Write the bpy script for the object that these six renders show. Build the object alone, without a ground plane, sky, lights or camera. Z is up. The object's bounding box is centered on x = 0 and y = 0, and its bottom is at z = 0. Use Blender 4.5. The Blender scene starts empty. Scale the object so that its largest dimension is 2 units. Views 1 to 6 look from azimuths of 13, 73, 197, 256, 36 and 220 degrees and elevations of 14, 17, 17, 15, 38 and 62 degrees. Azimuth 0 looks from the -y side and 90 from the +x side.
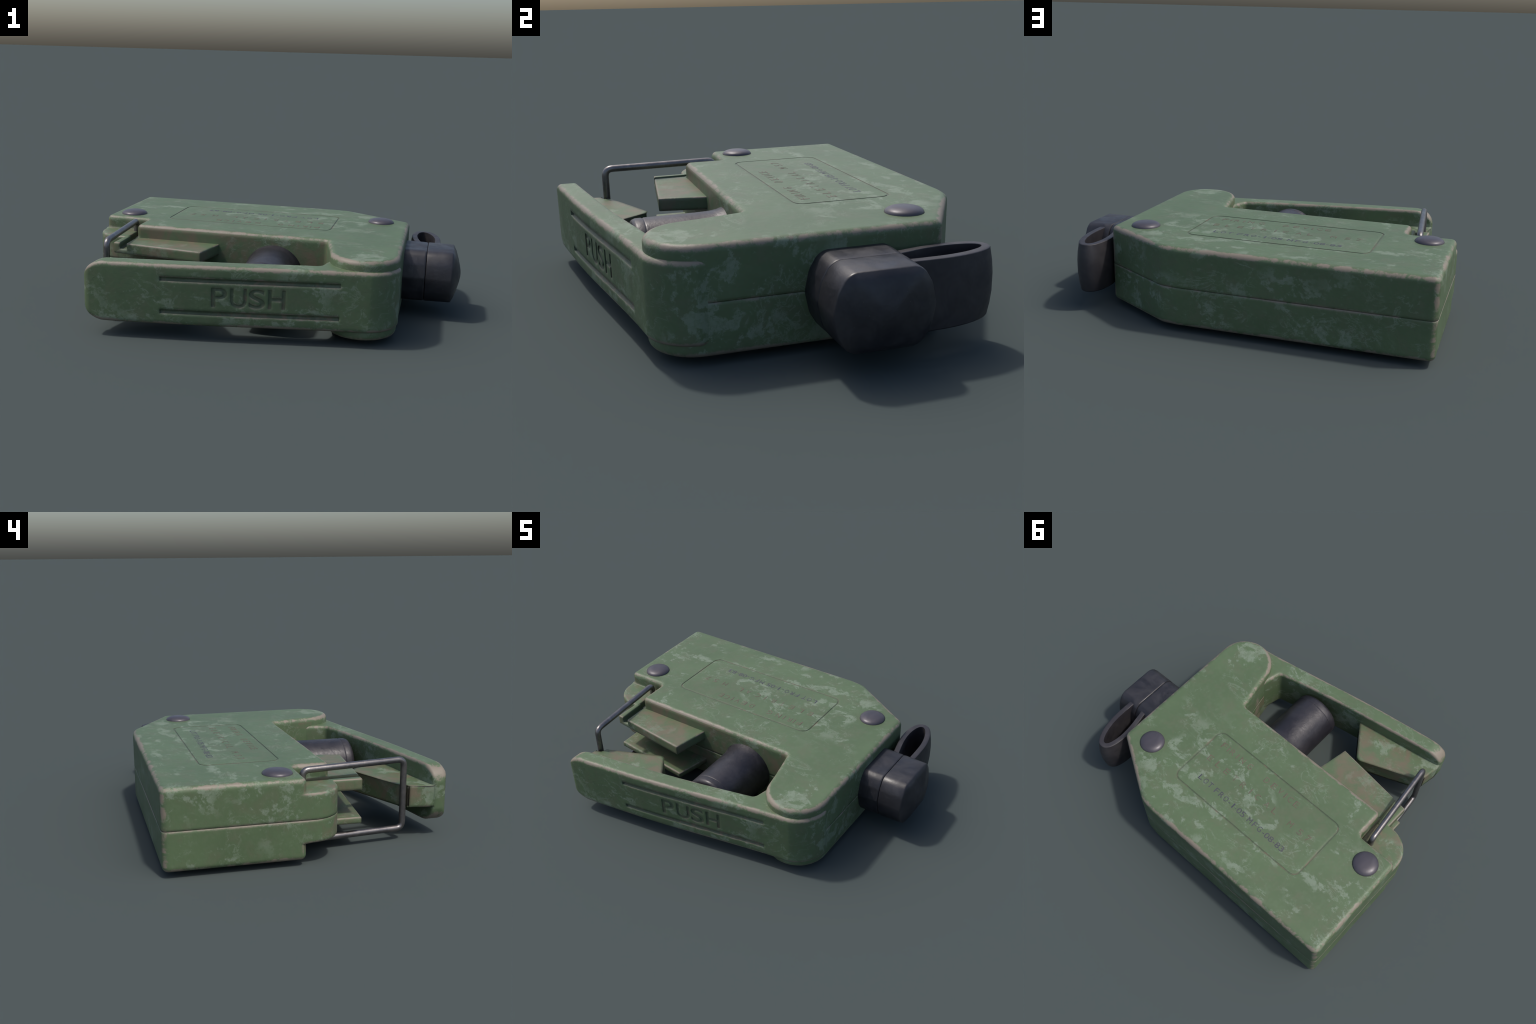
# Hand-squeezed electric firing device: green two-half plastic body, push lever, plunger,
# wire safety bail, clip plates, rivets, black dust-cap connector with a loop strap.
import bpy, bmesh, math, random
from mathutils import Vector, Matrix

random.seed(7)
MID = 0.2235            # height of the parting line; body is mirrored about it
TOP = 0.423             # top face of the body
BASE = 0.028            # underside of the body (the rivets stand on the ground)
EAR_UPPER = 0.352       # top of the lowered corner that carries the wire bail
EAR_LOWER = 0.336       # the same step on the underside, a little deeper

# ------------------------------------------------------------------ materials
class Nodes:
    def __init__(self, name):
        self.mat = bpy.data.materials.new(name)
        self.mat.use_nodes = True
        self.t = self.mat.node_tree
        self.bsdf = self.t.nodes['Principled BSDF']
        self.pos = self.t.nodes.new('ShaderNodeTexCoord').outputs['Object']
    def new(self, kind, **kw):
        n = self.t.nodes.new(kind)
        for k, v in kw.items():
            setattr(n, k, v)
        return n
    def link(self, a, b):
        if isinstance(a, (int, float)):
            b.default_value = a
        elif isinstance(a, tuple):
            b.default_value = (*a, 1.0) if len(a) == 3 and b.type == 'RGBA' else a
        else:
            self.t.links.new(a, b)
    def math(self, op, a, b=0.0, c=0.0, clamp=False):
        n = self.new('ShaderNodeMath', operation=op, use_clamp=clamp)
        for i, v in enumerate((a, b, c)):
            self.link(v, n.inputs[i])
        return n.outputs[0]
    def mapping(self, scale=(1, 1, 1), loc=(0, 0, 0), rot=(0, 0, 0)):
        n = self.new('ShaderNodeMapping')
        self.link(self.pos, n.inputs['Vector'])
        n.inputs['Location'].default_value = loc
        n.inputs['Rotation'].default_value = rot
        n.inputs['Scale'].default_value = scale
        return n.outputs[0]
    def noise(self, scale, detail=4.0, rough=0.55, dist=0.0, vec=None):
        n = self.new('ShaderNodeTexNoise')
        self.link(vec if vec is not None else self.pos, n.inputs['Vector'])
        n.inputs['Scale'].default_value = scale
        n.inputs['Detail'].default_value = detail
        n.inputs['Roughness'].default_value = rough
        n.inputs['Distortion'].default_value = dist
        return n.outputs[0]
    def step(self, v, lo, hi, a=0.0, b=1.0):
        n = self.new('ShaderNodeMapRange', interpolation_type='SMOOTHSTEP')
        self.link(v, n.inputs[0])
        for i, x in zip((1, 2, 3, 4), (lo, hi, a, b)):
            n.inputs[i].default_value = x
        return n.outputs[0]
    def mix(self, f, a, b):
        n = self.new('ShaderNodeMix', data_type='RGBA')
        self.link(f, n.inputs[0]); self.link(a, n.inputs[6]); self.link(b, n.inputs[7])
        return n.outputs[2]
    def bump(self, h, strength, dist, prev=None):
        n = self.new('ShaderNodeBump')
        n.inputs['Strength'].default_value = strength
        n.inputs['Distance'].default_value = dist
        self.link(h, n.inputs['Height'])
        if prev is not None:
            self.link(prev, n.inputs['Normal'])
        return n.outputs[0]

GREEN = (0.079, 0.121, 0.060)
PALE = (0.185, 0.232, 0.172)
TAN = (0.205, 0.172, 0.138)
BROWN = (0.138, 0.110, 0.075)

def paint(name, wear=0.0, dirt=0.0, corner=False, scuff=1.0, green=GREEN):
    """Old green paint: tone drift, feathery pale scuffs, tan wear on rounded edges, brown grime."""
    m = Nodes(name)
    soft = m.new('ShaderNodeBevel', samples=8)
    soft.inputs['Radius'].default_value = 0.020
    col = m.mix(m.step(m.noise(2.6, 3), 0.35, 0.68),
                tuple(c * 0.93 for c in green), tuple(c * 1.07 for c in green))
    # fine mottling, partly towards brown
    col = m.mix(m.step(m.noise(34, 3, 0.6), 0.42, 0.75, 0, 0.25), col, (0.108, 0.150, 0.090))
    col = m.mix(m.step(m.noise(11, 6, 0.7, 0.3, m.mapping(loc=(7, 2, 4))), 0.46, 0.66, 0, 0.40), col, (0.105, 0.112, 0.070))
    # pale scuffs: sponged patches in clusters, their edges broken up by fine grain
    cluster = m.step(m.noise(2.9, 2, 0.5, 0.2, m.mapping(loc=(3.3, 1.7, 0.4))), 0.36, 0.60)
    shape = m.noise(7.6, 10, 0.69, 0.35, m.mapping(scale=(1.0, 1.25, 1.2), rot=(0.3, 0.2, 0.5)))
    fleck = m.noise(60, 6, 0.8, 0.2)
    s = m.math('ADD', shape, m.math('MULTIPLY', m.math('SUBTRACT', fleck, 0.5), 0.17))
    s = m.math('MULTIPLY', m.step(s, 0.53, 0.585), m.step(cluster, 0.1, 0.85))
    s = m.math('MULTIPLY', s, m.step(m.noise(30, 5, 0.75), 0.34, 0.58, 0.42, 1.0))
    # wispy scratches: thin contour lines of a stretched noise
    sc = m.noise(7.0, 7, 0.66, 0.9, m.mapping(scale=(1.0, 1.9, 1.7), rot=(0.2, 0.1, 0.35), loc=(1, 5, 2)))
    sc = m.step(m.math('ABSOLUTE', m.math('SUBTRACT', sc, 0.5)), 0.020, 0.003)
    sc = m.math('MULTIPLY', sc, m.step(m.noise(5.5, 4, 0.6, 0.0, m.mapping(loc=(9, 1, 3))), 0.50, 0.60))
    s = m.math('MAXIMUM', s, m.math('MULTIPLY', sc, 0.75))
    col = m.mix(m.math('MULTIPLY', s, 0.69 * scuff), col, PALE)
    if dirt:
        d = m.noise(9.0, 7, 0.66, 0.7, m.mapping(loc=(0.7, 0.2, 2.0)))
        col = m.mix(m.step(d, 0.59 - 0.17 * dirt, 0.66, 0, 0.85), col, BROWN)
    if wear:
        sep = m.new('ShaderNodeSeparateXYZ')
        m.link(soft.outputs[0], sep.inputs[0])
        ax, ay, az = (m.math('ABSOLUTE', sep.outputs[i]) for i in range(3))
        if corner:      # rounded vertical corners: middle of the fillet
            e = m.math('MULTIPLY', m.math('MULTIPLY', ax, ay), 2.0)
        else:           # rounded horizontal edges: normal half way up
            h = m.math('SQRT', m.math('SUBTRACT', 1.0, m.math('MULTIPLY', az, az), clamp=True))
            e = m.math('MULTIPLY', m.math('MULTIPLY', az, h), 2.0)
        n = m.noise(21, 7, 0.72, 0.3)
        n2 = m.noise(3.7, 2)
        v = m.math('ADD', e, m.math('ADD', m.math('MULTIPLY', m.math('SUBTRACT', n, 0.5), 3.4),
                                    m.math('MULTIPLY', m.math('SUBTRACT', n2, 0.5), 2.5)))
        v = m.step(v, 0.80 - 0.38 * wear, 1.35 - 0.38 * wear, 0, 0.9)
        v = m.math('MULTIPLY', v, m.step(e, 0.05, 0.5))
        col = m.mix(v, col, TAN)
    m.link(col, m.bsdf.inputs['Base Color'])
    m.link(m.step(s, 0, 1, 0.50, 0.58), m.bsdf.inputs['Roughness'])
    m.bsdf.inputs['Specular IOR Level'].default_value = 0.42
    b = m.bump(m.noise(26, 5, 0.6), 0.22, 0.006, soft.outputs[0])
    b = m.bump(m.noise(150, 3, 0.6), 0.20, 0.0016, b)
    m.link(b, m.bsdf.inputs['Normal'])
    return m.mat

def dark(name, lo, hi, rough=(0.38, 0.6), metal=0.0, scale=9.0, speck=0.0, bump=0.2):
    """Black rubber, blackened metal or gun-metal wire with smudges and fine pitting."""
    m = Nodes(name)
    n = m.noise(scale, 6, 0.65, 0.8)
    col = m.mix(m.step(n, 0.35, 0.7), lo, hi)
    if speck:
        k = m.math('MULTIPLY', m.step(m.noise(60, 4, 0.7), 0.66, 0.74), m.step(m.noise(5, 2), 0.45, 0.62))
        col = m.mix(m.math('MULTIPLY', k, speck), col, (0.22, 0.21, 0.20))
    m.link(col, m.bsdf.inputs['Base Color'])
    m.link(m.step(m.noise(14, 5, 0.6), 0.3, 0.7, *rough), m.bsdf.inputs['Roughness'])
    m.bsdf.inputs['Metallic'].default_value = metal
    m.link(m.bump(m.noise(45, 5, 0.6), bump, 0.004), m.bsdf.inputs['Normal'])
    return m.mat

PAINT = paint('green_paint', wear=0.55)
EDGE = paint('green_paint_worn_edge', wear=1.0)
CORNER = paint('green_paint_worn_corner', wear=0.85, corner=True)
GRIMY = paint('green_paint_grimy', dirt=1.15)
GRIMY_EDGE = paint('green_paint_grimy_edge', wear=1.0, dirt=0.6)
GROOVE = paint('green_paint_groove', dirt=0.45, scuff=0.4, green=(0.062, 0.088, 0.050))
RUBBER = dark('black_rubber', (0.013, 0.013, 0.017), (0.031, 0.030, 0.034), (0.36, 0.55), speck=0.35)
STRAP = dark('black_strap_rubber', (0.022, 0.020, 0.024), (0.040, 0.037, 0.040), (0.45, 0.6))
RIVET = dark('dark_rivet_metal', (0.058, 0.053, 0.064), (0.076, 0.070, 0.082), (0.36, 0.46), 0.25, 7, bump=0.05)
PLUNGER = dark('blackened_plunger', (0.018, 0.017, 0.022), (0.038, 0.035, 0.040), (0.34, 0.52), 0.2, speck=0.3, bump=0.35)
STEEL = dark('blued_wire_steel', (0.140, 0.135, 0.138), (0.22, 0.205, 0.20), (0.28, 0.42), 0.85, 12, bump=0.1)
INK = dark('purple_ink', (0.036, 0.030, 0.052), (0.062, 0.064, 0.068), (0.5, 0.6), scale=16)
STAMP = paint('worn_stamp_paint', dirt=1.0, scuff=0.5, green=(0.150, 0.128, 0.092))
BODY_MATS = [PAINT, EDGE, CORNER, GRIMY, GRIMY_EDGE, GROOVE]

# ------------------------------------------------------------------ helpers
ROOT = bpy.data.objects.new('electric_firing_device', None)
bpy.context.collection.objects.link(ROOT)
ROOT['label'] = 'worn green hand-squeeze firing device with black cap and wire bail'
ROOT['category'] = 'firing device'

def add(name, bm, mats, parent=ROOT, smooth=True, weighted=True, angle=40):
    me = bpy.data.meshes.new(name)
    bmesh.ops.recalc_face_normals(bm, faces=bm.faces)
    bm.to_mesh(me); bm.free()
    ob = bpy.data.objects.new(name, me)
    bpy.context.collection.objects.link(ob)
    for mt in mats:
        me.materials.append(mt)
    ob.parent = parent
    if smooth:
        finish(ob, weighted, angle)
    return ob

def finish(ob, weighted=True, angle=40):
    me = ob.data
    for p in me.polygons:
        p.use_smooth = True
    bm = bmesh.new(); bm.from_mesh(me)
    lim = math.radians(angle)
    for e in bm.edges:
        if len(e.link_faces) == 2:
            e.smooth = e.calc_face_angle(0) < lim
    bm.to_mesh(me); bm.free()
    if weighted:
        md = ob.modifiers.new('weighted', 'WEIGHTED_NORMAL')
        md.keep_sharp = True
        md.weight = 80

def cut(ob, cutters):
    """Carve with exact booleans and bake the result into the mesh."""
    mods = [m.name for m in ob.modifiers]
    for n in mods:
        ob.modifiers.remove(ob.modifiers[n])
    for c in cutters:
        md = ob.modifiers.new('cut', 'BOOLEAN')
        md.operation = 'DIFFERENCE'; md.solver = 'EXACT'; md.object = c
    dg = bpy.context.evaluated_depsgraph_get()
    me = bpy.data.meshes.new_from_object(ob.evaluated_get(dg))
    ob.modifiers.clear()
    old = ob.data; ob.data = me; bpy.data.meshes.remove(old)
    me.name = ob.name
    finish(ob)

def drop(*obs):
    for o in obs:
        me = o.data
        bpy.data.objects.remove(o)
        bpy.data.meshes.remove(me)

def fillet(points, seg=6):
    """Closed outline from corners (x, y, radius); radius 0 keeps the corner.
    Returns points and, for each, whether it lies on a small rounded corner."""
    out, tag = [], []
    n = len(points)
    for i, (x, y, r) in enumerate(points):
        p = Vector((x, y)); a = Vector(points[i - 1][:2]); b = Vector(points[(i + 1) % n][:2])
        if r <= 0:
            out.append(p); tag.append(False); continue
        u, v = (a - p).normalized(), (b - p).normalized()
        ang = u.angle(v)
        d = min(r / math.tan(ang / 2), 0.49 * (a - p).length, 0.49 * (b - p).length)
        r2 = d * math.tan(ang / 2)
        c = p + (u + v).normalized() * (r2 / math.sin(ang / 2))
        s, e = p + u * d, p + v * d
        a0 = math.atan2(s.y - c.y, s.x - c.x); a1 = math.atan2(e.y - c.y, e.x - c.x)
        da = (a1 - a0 + math.pi) % (2 * math.pi) - math.pi
        k = max(2, min(seg * 3, int(seg * abs(da) / 1.2) + 1))
        for j in range(k + 1):
            t = a0 + da * j / k
            out.append(c + Vector((math.cos(t), math.sin(t))) * r2); tag.append(r < 0.05)
    return out, tag

def arc(cx, cy, r, a0, a1, n):
    return [Vector((cx + r * math.cos(math.radians(a0 + (a1 - a0) * i / n)),
                    cy + r * math.sin(math.radians(a0 + (a1 - a0) * i / n)))) for i in range(n + 1)]

def inset(loop, d):
    """Mitre-offset a counter-clockwise loop inwards; d is a number or one value per point."""
    n = len(loop); res = []
    for i in range(n):
        p, a, b = loop[i], loop[i - 1], loop[(i + 1) % n]
        e1, e2 = (p - a).normalized(), (b - p).normalized()
        n1, n2 = Vector((-e1.y, e1.x)), Vector((-e2.y, e2.x))
        m = n1 + n2
        m = m / max(0.35, (m.length_squared / 2)) if m.length > 1e-6 else n1
        res.append(p + m * (d[i] if isinstance(d, list) else d))
    return res

def ring(bm, loop, z):
    return [bm.verts.new((p.x, p.y, z)) for p in loop]

def strip(bm, a, b, mi=0, tags=None, corner=2):
    n = len(a)
    for i in range(n):
        j = (i + 1) % n
        f = bm.faces.new((a[i], a[j], b[j], b[i]))
        f.material_index = corner if (tags and tags[i] and tags[j]) else mi

def rounding(r, k=5):
    """Quarter-round profile: (inset, drop) pairs from wall to top face."""
    return [(r * (1 - math.cos(math.pi / 2 * i / k)), r * (1 - math.sin(math.pi / 2 * i / k))) for i in range(k + 1)]

def prism(loop, z0, z1, r_top=0.0, r_bot=0.0, tags=None, mi=0, edge=1, k=5, part=None):
    """Extruded outline with quarter-round edges, closed by flat caps."""
    bm = bmesh.new()
    stack = []
    if r_bot:
        stack += [(i, z0 + d) for i, d in reversed(rounding(r_bot, k))]
    else:
        stack += [(0, z0)]
    nb = len(stack)
    stack += [(i, z1 - d) for i, d in rounding(r_top, k)] if r_top else [(0, z1)]
    rings = [ring(bm, inset(loop, [i * p for p in part] if part else i) if i else loop, z) for i, z in stack]
    for j in range(len(rings) - 1):
        if j == nb - 1:
            strip(bm, rings[j], rings[j + 1], mi, tags)
        else:
            strip(bm, rings[j], rings[j + 1], edge)
    for rr in (rings[0], rings[-1]):
        bm.faces.new(rr).material_index = mi
    return bm

# ------------------------------------------------------------------ body halves
# Outline corners of the body seen from above, counter-clockwise (x, y, fillet).
COMMON = [(-0.680, -0.122, 0), (0.309, -0.122, 0.020), (0.346, -0.290, 0.02)]
ARM = arc(0.530, -0.352, 0.170, 190, 360, 22)
BACK = [(0.700, 0.496, 0.040), (0.320, 0.727, 0.10), (0.235, 0.738, 0.10), (-0.998, 0.738, 0.032)]

def body_outlines():
    pts = [*COMMON, *[(p.x, p.y, 0) for p in ARM], *BACK, (-0.9985, 0.130, 0)]
    # upper level ends with the step: straight back, then across to the left wall
    up, tup = fillet([*pts, (-0.9985, 0.066, 0.029), (-0.745, 0.066, 0.022), (-0.745, -0.122, 0.029)])
    ear = arc(-0.844, 0.034, 0.156, 180, 270, 12)
    low, tlow = fillet([*pts, (-0.999, 0.066, 0), *[(p.x, p.y, 0) for p in ear], (-0.745, -0.124, 0)])
    return up, tup, low, tlow

def build_half(name, upper):
    up, tup, low, tlow = body_outlines()
    EAR = EAR_UPPER if upper else EAR_LOWER
    roof = TOP if upper else 2 * MID - BASE
    bm = bmesh.new()
    seam = 0.0007
    # lower storey (with the ear) from the parting line up to the ear's top
    near_ear = [p.x < -0.75 and p.y < 0.05 for p in low]
    r0 = [ring(bm, inset(low, 0.0018), MID + seam), ring(bm, low, MID + seam + 0.0018)]
    strip(bm, r0[0], r0[1], 0)
    prof = rounding(0.014, 4)
    prev = r0[1]
    for i, d in prof:
        ins = [i if e else 0.0 for e in near_ear]
        cur = ring(bm, inset(low, ins), EAR - (d if True else 0))
        strip(bm, prev, cur, 0 if prev is r0[1] else 1, tlow if prev is r0[1] else None)
        prev = cur
    low_top = prev
    bm.faces.new(r0[0])
    # upper storey on its own outline
    a = ring(bm, up, EAR)
    prev = a
    for j, (i, d) in enumerate(rounding(0.026, 6)):
        cur = ring(bm, inset(up, i), roof - d)
        strip(bm, prev, cur, 0 if j == 0 else 1, tup if j == 0 else None)
        prev = cur
    bm.faces.new(prev)
    # ear floor between the two outlines
    bmesh.ops.remove_doubles(bm, verts=low_top + a, dist=0.0006)
    bm.verts.ensure_lookup_table()
    opened = [e for e in bm.edges if len(e.link_faces) == 1]
    if opened:
        bmesh.ops.edgeloop_fill(bm, edges=opened)
    for f in bm.faces:
        c, n = f.calc_center_median(), f.normal
        f.normal_update()
        n = f.normal
        if abs(n.z) < 0.5 and n.y < -0.3 and c.y > -0.2 and c.x < 0.33 and len(f.verts) == 4:
            f.material_index = 3
        elif abs(n.x) > 0.8 and -0.75 < c.x < 0.36 and c.x > -0.8 and c.y > -0.4 and c.y < 0.08 and f.material_index == 0:
            f.material_index = 3
        elif abs(c.z - EAR) < 0.001 and abs(n.z) > 0.9:
            f.material_index = 3
    if not upper:
        for v in bm.verts:
            v.co.z = 2 * MID - v.co.z
    return add(name, bm, BODY_MATS)

upper = build_half('body_shell', True)
lower = build_half('body_shell', False)

# wire slot in the ear and the shallow label field
slot_outline = [Vector(p) for p in ((-0.788, -0.40), (-0.748, -0.40), (-0.749, 0.052), (-0.797, 0.052))]
slot = add('slot_cutter', prism(slot_outline, 0.318, 0.365), [GRIMY], smooth=False)
field_loop, _ = fillet([(-0.637, 0.100, 0.045), (0.290, 0.100, 0.045), (0.290, 0.498, 0.045), (-0.637, 0.498, 0.045)], 8)
def frame(z0, z1):
    '''thin ring with the outline of the label field'''
    bm = bmesh.new()
    lo, li = inset(field_loop, -0.0040), inset(field_loop, 0.0040)
    a, b, c, d = ring(bm, lo, z0), ring(bm, li, z0), ring(bm, li, z1), ring(bm, lo, z1)
    for p, q in ((a, b), (b, c), (c, d), (d, a)):
        strip(bm, p, q)
    return bm
field = add('frame_cutter', frame(TOP - 0.0022, TOP + 0.02), [GROOVE], smooth=False)
cut(upper, [slot, field])
fieldb = add('frame_cutter', frame(-0.01, BASE + 0.0022), [GROOVE], smooth=False)
cut(lower, [fieldb])

# ------------------------------------------------------------------ rivets
def rivet_mesh():
    bm = bmesh.new()
    prof = [(0.073, -0.006), (0.0735, 0.003)]
    for i in range(1, 7):
        t = math.radians(15 * i)
        prof.append((0.0735 * math.cos(t) ** 0.75 if i < 6 else 0.0, 0.003 + 0.023 * math.sin(t)))
    rings = []
    for r, z in prof[:-1]:
        rings.append([bm.verts.new((r * math.cos(2 * math.pi * i / 24), r * math.sin(2 * math.pi * i / 24), z)) for i in range(24)])
    for a, b in zip(rings, rings[1:]):
        strip(bm, a, b)
    tip = bm.verts.new((0, 0, prof[-1][1]))
    for i in range(24):
        bm.faces.new((rings[-1][i], rings[-1][(i + 1) % 24], tip))
    bm.faces.new(rings[0])
    return bm
first = add('rivet', rivet_mesh(), [RIVET], weighted=False)
first.location = (-0.873, 0.176, TOP - 0.003)
for x, y, side in ((0.539, 0.430, 1), (-0.873, 0.176, -1), (0.539, 0.430, -1)):
    o = first.copy()
    bpy.context.collection.objects.link(o)
    o.location = (x, y, (TOP - 0.003) if side > 0 else BASE - 0.002)
    if side < 0:
        o.rotation_euler = (math.pi, 0, 0)

# ------------------------------------------------------------------ push lever
OUT = [(0.45, -0.552), (0.30, -0.578), (0.15, -0.606), (0.0, -0.634), (-0.157, -0.663), (-0.30, -0.686),
       (-0.403, -0.700), (-0.52, -0.716), (-0.62, -0.730), (-0.690, -0.737)]
INN = [(-0.700, -0.648), (-0.546, -0.625), (-0.40, -0.603), (-0.252, -0.580), (-0.10, -0.554), (0.042, -0.527),
       (0.20, -0.494)]
def face_y(x):
    pts = sorted(OUT)
    for a, b in zip(pts, pts[1:]):
        if a[0] <= x <= b[0]:
            return a[1] + (b[1] - a[1]) * (x - a[0]) / (b[0] - a[0])
    return pts[0][1]

def dense(pts, n=4):
    res = []
    for (a, b) in zip(pts, pts[1:]):
        for i in range(n):
            t = i / n
            res.append((a[0] + (b[0] - a[0]) * t, a[1] + (b[1] - a[1]) * t, 0))
    res.append((*pts[-1], 0))
    return res
lever_pts = []
lever_pts += dense(OUT)[::-1]                          # tip to hinge along the outer face (+x)
lever_pts += [(p.x, p.y, 0) for p in arc(0.527, -0.358, 0.183, -74, -4, 14)]
lever_pts += [(0.690, -0.318, 0), (0.600, -0.315, 0), (0.362, -0.315, 0.0), (0.327, -0.462, 0.028)]
lever_pts += dense(INN)[::-1]
lever_pts += [(-0.784, -0.662, 0.024), (-0.784, -0.740, 0.036)]
lever_loop, ltag = fillet(lever_pts, 6)
LZ, LH = 0.2235, 0.150
inner_side = [0.55 if (p.x < 0.30 and p.y > face_y(max(min(p.x, 0.44), -0.68)) + 0.055) else 1.0 for p in lever_loop]
bm = prism(lever_loop, LZ - LH, LZ + LH, 0.021, 0.021, None, k=4, part=inner_side)
for i in range(14):                                    # slice the free end so that it can bend
    x = -0.677 - 0.112 * math.sin(math.pi / 2 * i / 14)
    bmesh.ops.bisect_plane(bm, geom=bm.verts[:] + bm.edges[:] + bm.faces[:], plane_co=(x, 0, 0), plane_no=(1, 0, 0))
for v in bm.verts:                                     # round the free end in elevation
    t = (-0.675 - v.co.x) / 0.112
    if t > 0:
        t = min(t, 0.995)
        h = LH - 0.098 * (1 - math.sqrt(1 - t * t))
        v.co.z = LZ + (v.co.z - LZ) * h / LH
lever = add('push_lever', bm, BODY_MATS)
lever.data.materials[3] = GRIMY

def glyph(ch, w, h, depth, bold=0.0):
    """Letter of the built-in font fitted to a box w x h, lying in the x-y plane, extruded by depth."""
    cu = bpy.data.curves.new('glyph', 'FONT')
    cu.body = ch; cu.size = 1; cu.resolution_u = 6; cu.extrude = 0.5; cu.offset = bold
    tmp = bpy.data.objects.new('glyph', cu)
    bpy.context.collection.objects.link(tmp)
    dg = bpy.context.evaluated_depsgraph_get()
    me = bpy.data.meshes.new_from_object(tmp.evaluated_get(dg))
    bpy.data.objects.remove(tmp); bpy.data.curves.remove(cu)
    bm = bmesh.new(); bm.from_mesh(me); bpy.data.meshes.remove(me)
    xs = [v.co.x for v in bm.verts]; ys = [v.co.y for v in bm.verts]
    x0, x1, y0, y1 = min(xs), max(xs), min(ys), max(ys)
    for v in bm.verts:
        v.co = Vector(((v.co.x - x0) / (x1 - x0) * w, (v.co.y - y0) / (y1 - y0) * h, v.co.z * depth))
    bmesh.ops.remove_doubles(bm, verts=bm.verts, dist=1e-6)
    return bm

def merge(parts):
    out = bmesh.new()
    for b, M in parts:
        b.transform(M)
        me = bpy.data.meshes.new('part'); b.to_mesh(me); b.free()
        out.from_mesh(me); bpy.data.meshes.remove(me)
    return out

# engraved word and two long grooves in the lever's outer face
cutters = []
for ch, x0, x1 in (('P', -0.157, -0.083), ('U', -0.068, 0.010), ('S', 0.019, 0.095), ('H', 0.109, 0.190)):
    xm = (x0 + x1) / 2
    sl = math.atan2(face_y(xm + 0.05) - face_y(xm - 0.05), 0.1)
    M = (Matrix.Translation((xm, face_y(xm), 0.176)) @ Matrix.Rotation(sl, 4, 'Z') @
         Matrix.Rotation(math.pi / 2, 4, 'X') @ Matrix.Translation((-(x1 - x0) / 2 / math.cos(sl), 0, 0)))
    g = merge([(glyph(ch, (x1 - x0) / math.cos(sl), 0.095, 0.0085, 0.012), M)])
    cutters.append(add('letter_cutter', g, [GROOVE], smooth=False))
for zc in (0.303, 0.141):
    bm = bmesh.new()
    xs = [-0.403 + (0.443 + 0.403) * i / 12 for i in range(13)]
    prof = [(-0.02, 0.0125), (0.010, 0.0095), (0.010, -0.0095), (-0.02, -0.0125)]
    rows = [[bm.verts.new((x, face_y(x) + dy, zc + dz)) for dy, dz in prof] for x in xs]
    for a, b in zip(rows, rows[1:]):
        for i in range(4):
            bm.faces.new((a[i], a[(i + 1) % 4], b[(i + 1) % 4], b[i]))
    bm.faces.new(rows[0]); bm.faces.new(rows[-1])
    cutters.append(add('groove_cutter', bm, [GROOVE], smooth=False))
cut(lever, cutters)
drop(slot, field, fieldb, *cutters)

# safety tab inside the lever's channel, notched for the wire
tab_loop, _ = fillet([(-0.225, -0.600, 0), (-0.388, -0.366, 0.03), (-0.715, -0.497, 0), (-0.728, -0.530, 0.008),
                      (-0.768, -0.545, 0.008), (-0.764, -0.529, 0), (-0.781, -0.640, 0), (-0.775, -0.690, 0)][::-1], 4)
add('safety_tab', prism(tab_loop, 0.168, 0.277, 0.005, 0.005, None, 0, 1, 3), [GRIMY, GRIMY_EDGE], parent=lever)

# ------------------------------------------------------------------ plunger
bm = bmesh.new()
prof = [(-0.105, 0.162), (-0.124, 0.158), (-0.142, 0.1525), (-0.175, 0.148), (-0.230, 0.146), (-0.440, 0.145), (-0.446, 0.142),
        (-0.452, 0.145), (-0.476, 0.1445), (-0.488, 0.140), (-0.496, 0.130), (-0.500, 0.114)]
rings = []
N = 48
for y, r in prof:
    rings.append([bm.verts.new((0.028 + r * math.cos(2 * math.pi * i / N), y, 0.211 + r * math.sin(2 * math.pi * i / N))) for i in range(N)])
for a, b in zip(rings, rings[1:]):
    strip(bm, a, b)
bm.faces.new(rings[0]); bm.faces.new(rings[-1])
add('plunger', bm, [PLUNGER])

# ------------------------------------------------------------------ clip plates beside the plunger
clip_corners = [(-0.816, -0.100), (-0.818, -0.266), (-0.316, -0.328), (-0.270, -0.100)]
clip_loop = [Vector(c) for c in clip_corners]
clip = add('clip_plate', prism(clip_loop, 0.293, 0.3515, 0.006, 0.006, None, 0, 1, 3), [GRIMY, GRIMY_EDGE])
slot2 = add('slot_cutter', prism([Vector(p) for p in ((-0.778, -0.40), (-0.739, -0.40), (-0.743, -0.05), (-0.789, -0.05))], 0.3185, 0.365), [GRIMY], smooth=False)
cut(clip, [slot2]); drop(slot2)
add('clip_plate', prism(clip_loop, 0.122, 0.156, 0.006, 0.006, None, 0, 1, 3), [GRIMY, GRIMY_EDGE])

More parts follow.
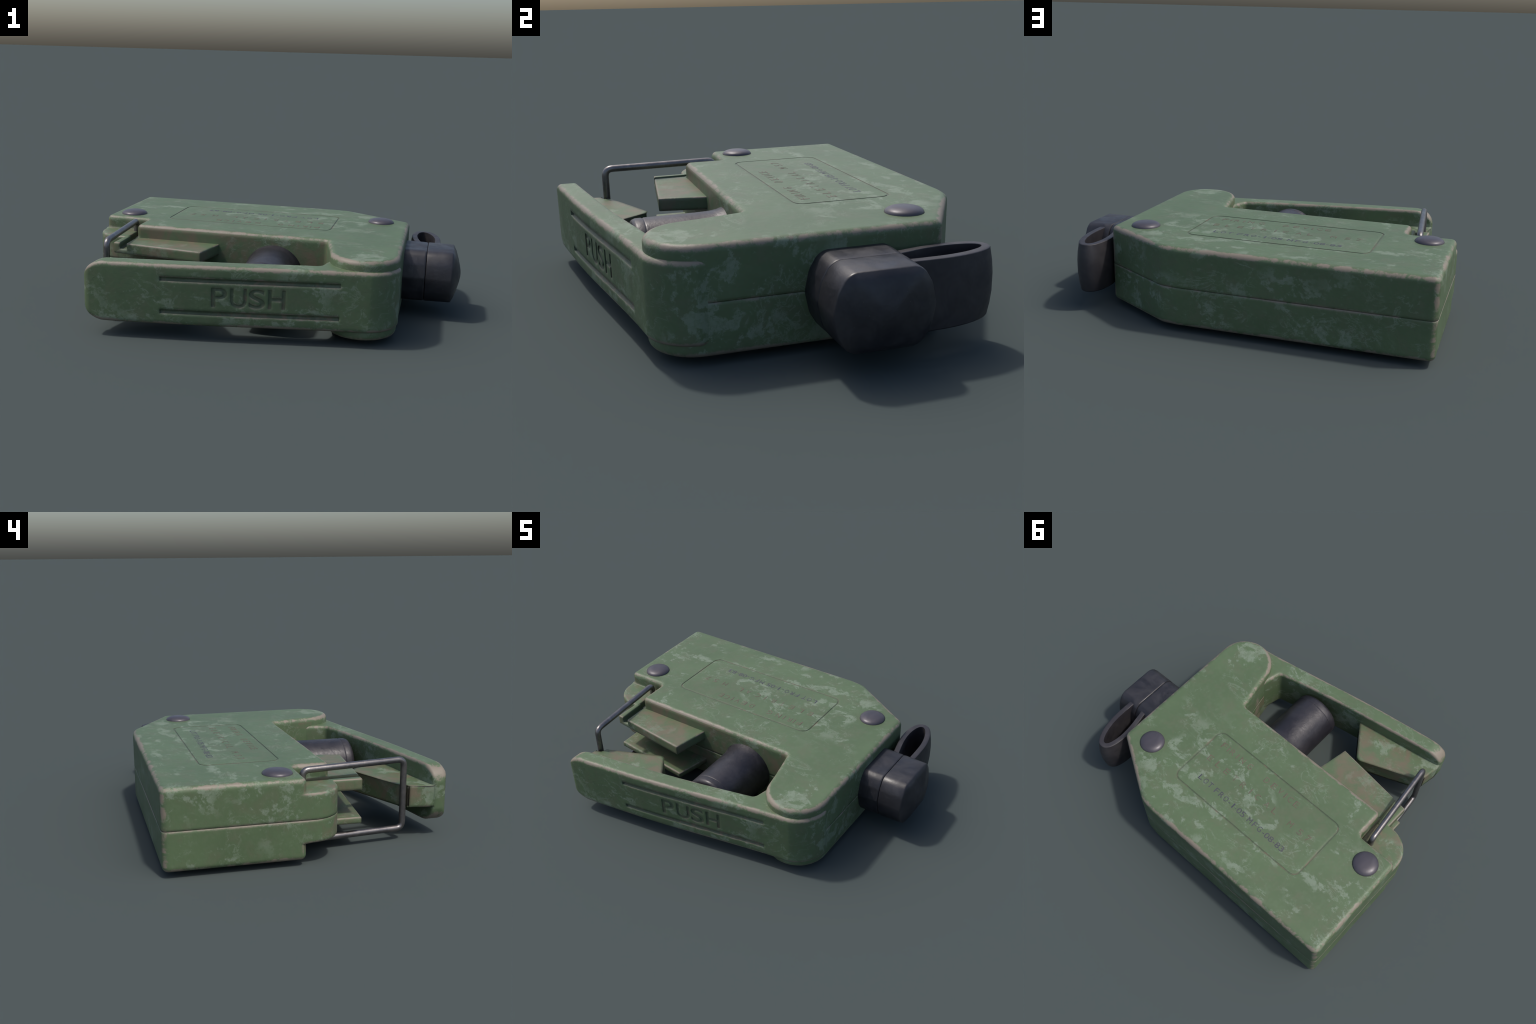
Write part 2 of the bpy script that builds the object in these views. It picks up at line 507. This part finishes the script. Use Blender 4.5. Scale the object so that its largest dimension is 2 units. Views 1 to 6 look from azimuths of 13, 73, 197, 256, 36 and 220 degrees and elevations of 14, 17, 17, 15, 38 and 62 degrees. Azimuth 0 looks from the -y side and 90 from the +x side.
# ------------------------------------------------------------------ wire bail
def tube(path, r, seg=14):
    bm = bmesh.new(); rings = []
    up = None
    for i, p in enumerate(path):
        t = (path[min(i + 1, len(path) - 1)] - path[max(i - 1, 0)]).normalized()
        if up is None:
            up = t.orthogonal().normalized()
        up = (up - t * up.dot(t)).normalized()
        s = t.cross(up)
        rings.append([bm.verts.new(p + (up * math.cos(2 * math.pi * k / seg) + s * math.sin(2 * math.pi * k / seg)) * r) for k in range(seg)])
    for a, b in zip(rings, rings[1:]):
        strip(bm, a, b)
    bm.faces.new(rings[0]); bm.faces.new(rings[-1])
    return bm

def bent(points, r, n=8):
    path = [Vector(points[0])]
    for a, p, b in zip(points, points[1:], points[2:]):
        a, p, b = Vector(a), Vector(p), Vector(b)
        u, v = (a - p).normalized(), (b - p).normalized()
        d = min(r / math.tan(u.angle(v) / 2), 0.45 * (a - p).length, 0.45 * (b - p).length)
        for i in range(n + 1):
            t = i / n
            path.append((p + u * d) * (1 - t) ** 2 + p * 2 * t * (1 - t) + (p + v * d) * t * t)
    path.append(Vector(points[-1]))
    return path
bail = bent([(-0.806, 0.032, 0.30), (-0.806, 0.036, 0.410), (-0.753, -0.508, 0.416), (-0.757, -0.508, 0.060),
             (-0.806, 0.036, 0.058), (-0.806, 0.032, 0.15)], 0.036)
add('wire_bail', tube(bail, 0.0165), [STEEL], weighted=False)

# ------------------------------------------------------------------ connector with dust cap and loop strap
def section(hf, h, pts):
    """Flat-topped, barrel-sided cross-section (y, z) about the connector axis."""
    right = [(hf, h)] + pts
    full = right + [(y, -z) for y, z in reversed(right[:-1])]
    full = full + [(-y, z) for y, z in reversed(full[1:-1])] if False else full + [(-y, z) for y, z in reversed(full)][0:0]
    left = [(-y, z) for y, z in reversed(full) if abs(y) > 1e-9]
    pts = full + left
    out = []                                           # one round of corner cutting softens the facets
    for i, (y, z) in enumerate(pts):
        py, pz = pts[i - 1]; ny, nz = pts[(i + 1) % len(pts)]
        k1 = min(0.25, 0.008 / math.hypot(py - y, pz - z)); k2 = min(0.25, 0.008 / math.hypot(ny - y, nz - z))
        out += [(y + (py - y) * k1, z + (pz - z) * k1), (y + (ny - y) * k2, z + (nz - z) * k2)]
    return out
CY, CZ = 0.171, 0.2245
def barrel(name, stations, dome=None):
    bm = bmesh.new(); rings = []
    sec = section(0.107, 0.137, [(0.136, 0.120), (0.163, 0.074), (0.1785, 0.0)])
    for x, s in stations:
        rings.append([bm.verts.new((x, CY + y * s, CZ + z * s)) for y, z in sec])
    for a, b in zip(rings, rings[1:]):
        strip(bm, a, b)
    bm.faces.new(rings[0])
    if dome:
        for x, s in dome:
            rings.append([bm.verts.new((x, CY + y * s, CZ + z * s)) for y, z in sec])
            strip(bm, rings[-2], rings[-1])
    bm.faces.new(rings[-1])
    return add(name, bm, [RUBBER], angle=50, weighted=not dome)
conn = barrel('connector_socket', [(0.690, 1.02), (0.735, 1.018), (0.806, 1.008), (0.814, 0.998), (0.817, 0.975)])
cap = barrel('dust_cap', [(0.8175, 0.975), (0.820, 1.003), (0.826, 1.010), (0.947, 0.998), (0.953, 0.992), (0.957, 0.975)],
             [(0.972, 0.78), (0.985, 0.52), (0.995, 0.28), (1.000, 0.10)])

# teardrop strap: centre line in plan from the cap round the tip and back to the socket
spine = [(0.865, 0.270), (0.866, 0.345), (0.863, 0.440), (0.850, 0.515), (0.828, 0.575), (0.803, 0.609), (0.776, 0.616), (0.753, 0.598),
         (0.740, 0.560), (0.734, 0.500), (0.738, 0.440), (0.748, 0.380), (0.764, 0.310), (0.774, 0.270)]
def smooth_path(pts, n=4):
    P = [Vector(p) for p in pts]; out = []
    for i in range(len(P) - 1):
        p0, p1, p2, p3 = P[max(i - 1, 0)], P[i], P[i + 1], P[min(i + 2, len(P) - 1)]
        for j in range(n):
            t = j / n
            out.append(0.5 * ((2 * p1) + (p2 - p0) * t + (2 * p0 - 5 * p1 + 4 * p2 - p3) * t * t + (3 * p1 - p0 - 3 * p2 + p3) * t ** 3))
    out.append(P[-1]); return out
bm = bmesh.new(); rows = []
path = smooth_path(spine)
for i, p in enumerate(path):
    t = (path[min(i + 1, len(path) - 1)] - path[max(i - 1, 0)]).normalized()
    nrm = Vector((t.y, -t.x))
    row = []
    tip = max(0.0, (p.y - 0.30) / 0.32)
    hh = 0.128 - 0.002 * tip
    bulge = 0.015 * max(0.0, tip)                      # the bend swells a little at mid height
    T = 0.0155
    outer = [(-0.85, 1), (-0.2, 1.0), (0.35, 1.0), (0.86, 0.997), (1.0, 0.975), (1.0, 0.6), (1.0, 0.25), (1.0, -0.25), (1.0, -0.6), (1.0, -0.94),
             (0.8, -0.985), (-0.6, -1.0), (-1.0, -0.95), (-1, -0.5), (-1, 0), (-1, 0.5), (-1.0, 0.975)]
    for a, z in outer:
        q = p + nrm * (a * T)
        q = q + nrm * bulge * (1 - z * z)
        row.append(bm.verts.new((q.x, q.y, CZ - 0.003 + z * hh)))
    rows.append(row)
for a, b in zip(rows, rows[1:]):
    strip(bm, a, b)
bm.faces.new(rows[0]); bm.faces.new(rows[-1])
add('loop_strap', bm, [STRAP], parent=cap, angle=55)

# ------------------------------------------------------------------ lettering in the label field
def line_of_text(name, letters, y, h, mat, tilt=0.0, depth=0.0007, x_ref=0.0):
    """letters: (character, centre x, width). Read from the +y side, so up is -y."""
    parts = []
    for ch, x, w in letters:
        yy = y + (x_ref - x) * tilt
        hgt = h if ch != '-' else h * 0.13
        off = 0 if ch != '-' else h * 0.32
        M = (Matrix.Translation((x, yy - off, TOP)) @ Matrix.Rotation(math.pi, 4, 'Z') @ Matrix.Translation((-w / 2, 0, 0)))
        parts.append((glyph(ch, w, hgt, depth * 2), M))
    return add(name, merge(parts), [mat], parent=upper, smooth=False)
def row(s, w, narrow={'I': 0.007, '1': 0.0075, '-': 0.012}):
    return [(c, x, narrow.get(c, w)) for c, x in s]
line_of_text('stamped_lettering', row([('F', .207), ('I', .172), ('R', .140), ('I', .102), ('N', .062), ('G', .001),
             ('D', -.130), ('E', -.186), ('V', -.235), ('I', -.273), ('C', -.312), ('E', -.357)], 0.030), 0.181, 0.037, STAMP)
line_of_text('stamped_lettering', row([('E', .211), ('L', .146), ('E', .080), ('T', .013), ('R', -.050), ('I', -.109), ('C', -.163),
             ('A', -.234), ('L', -.293), ('M', -.412), ('5', -.484), ('7', -.543)], 0.030), 0.295, 0.037, STAMP)
line_of_text('inked_lettering', row([('L', .163), ('O', .125), ('T', .088), ('F', .036), ('R', -.001), ('O', -.038), ('-', -.069),
             ('1', -.097), ('-', -.117), ('0', -.144), ('5', -.174), ('M', -.228), ('F', -.268), ('G', -.305), ('-', -.337),
             ('0', -.362), ('8', -.392), ('-', -.418), ('8', -.443), ('3', -.474)], 0.027), 0.417, 0.033, INK, 0.031, 0.0005, 0.163)
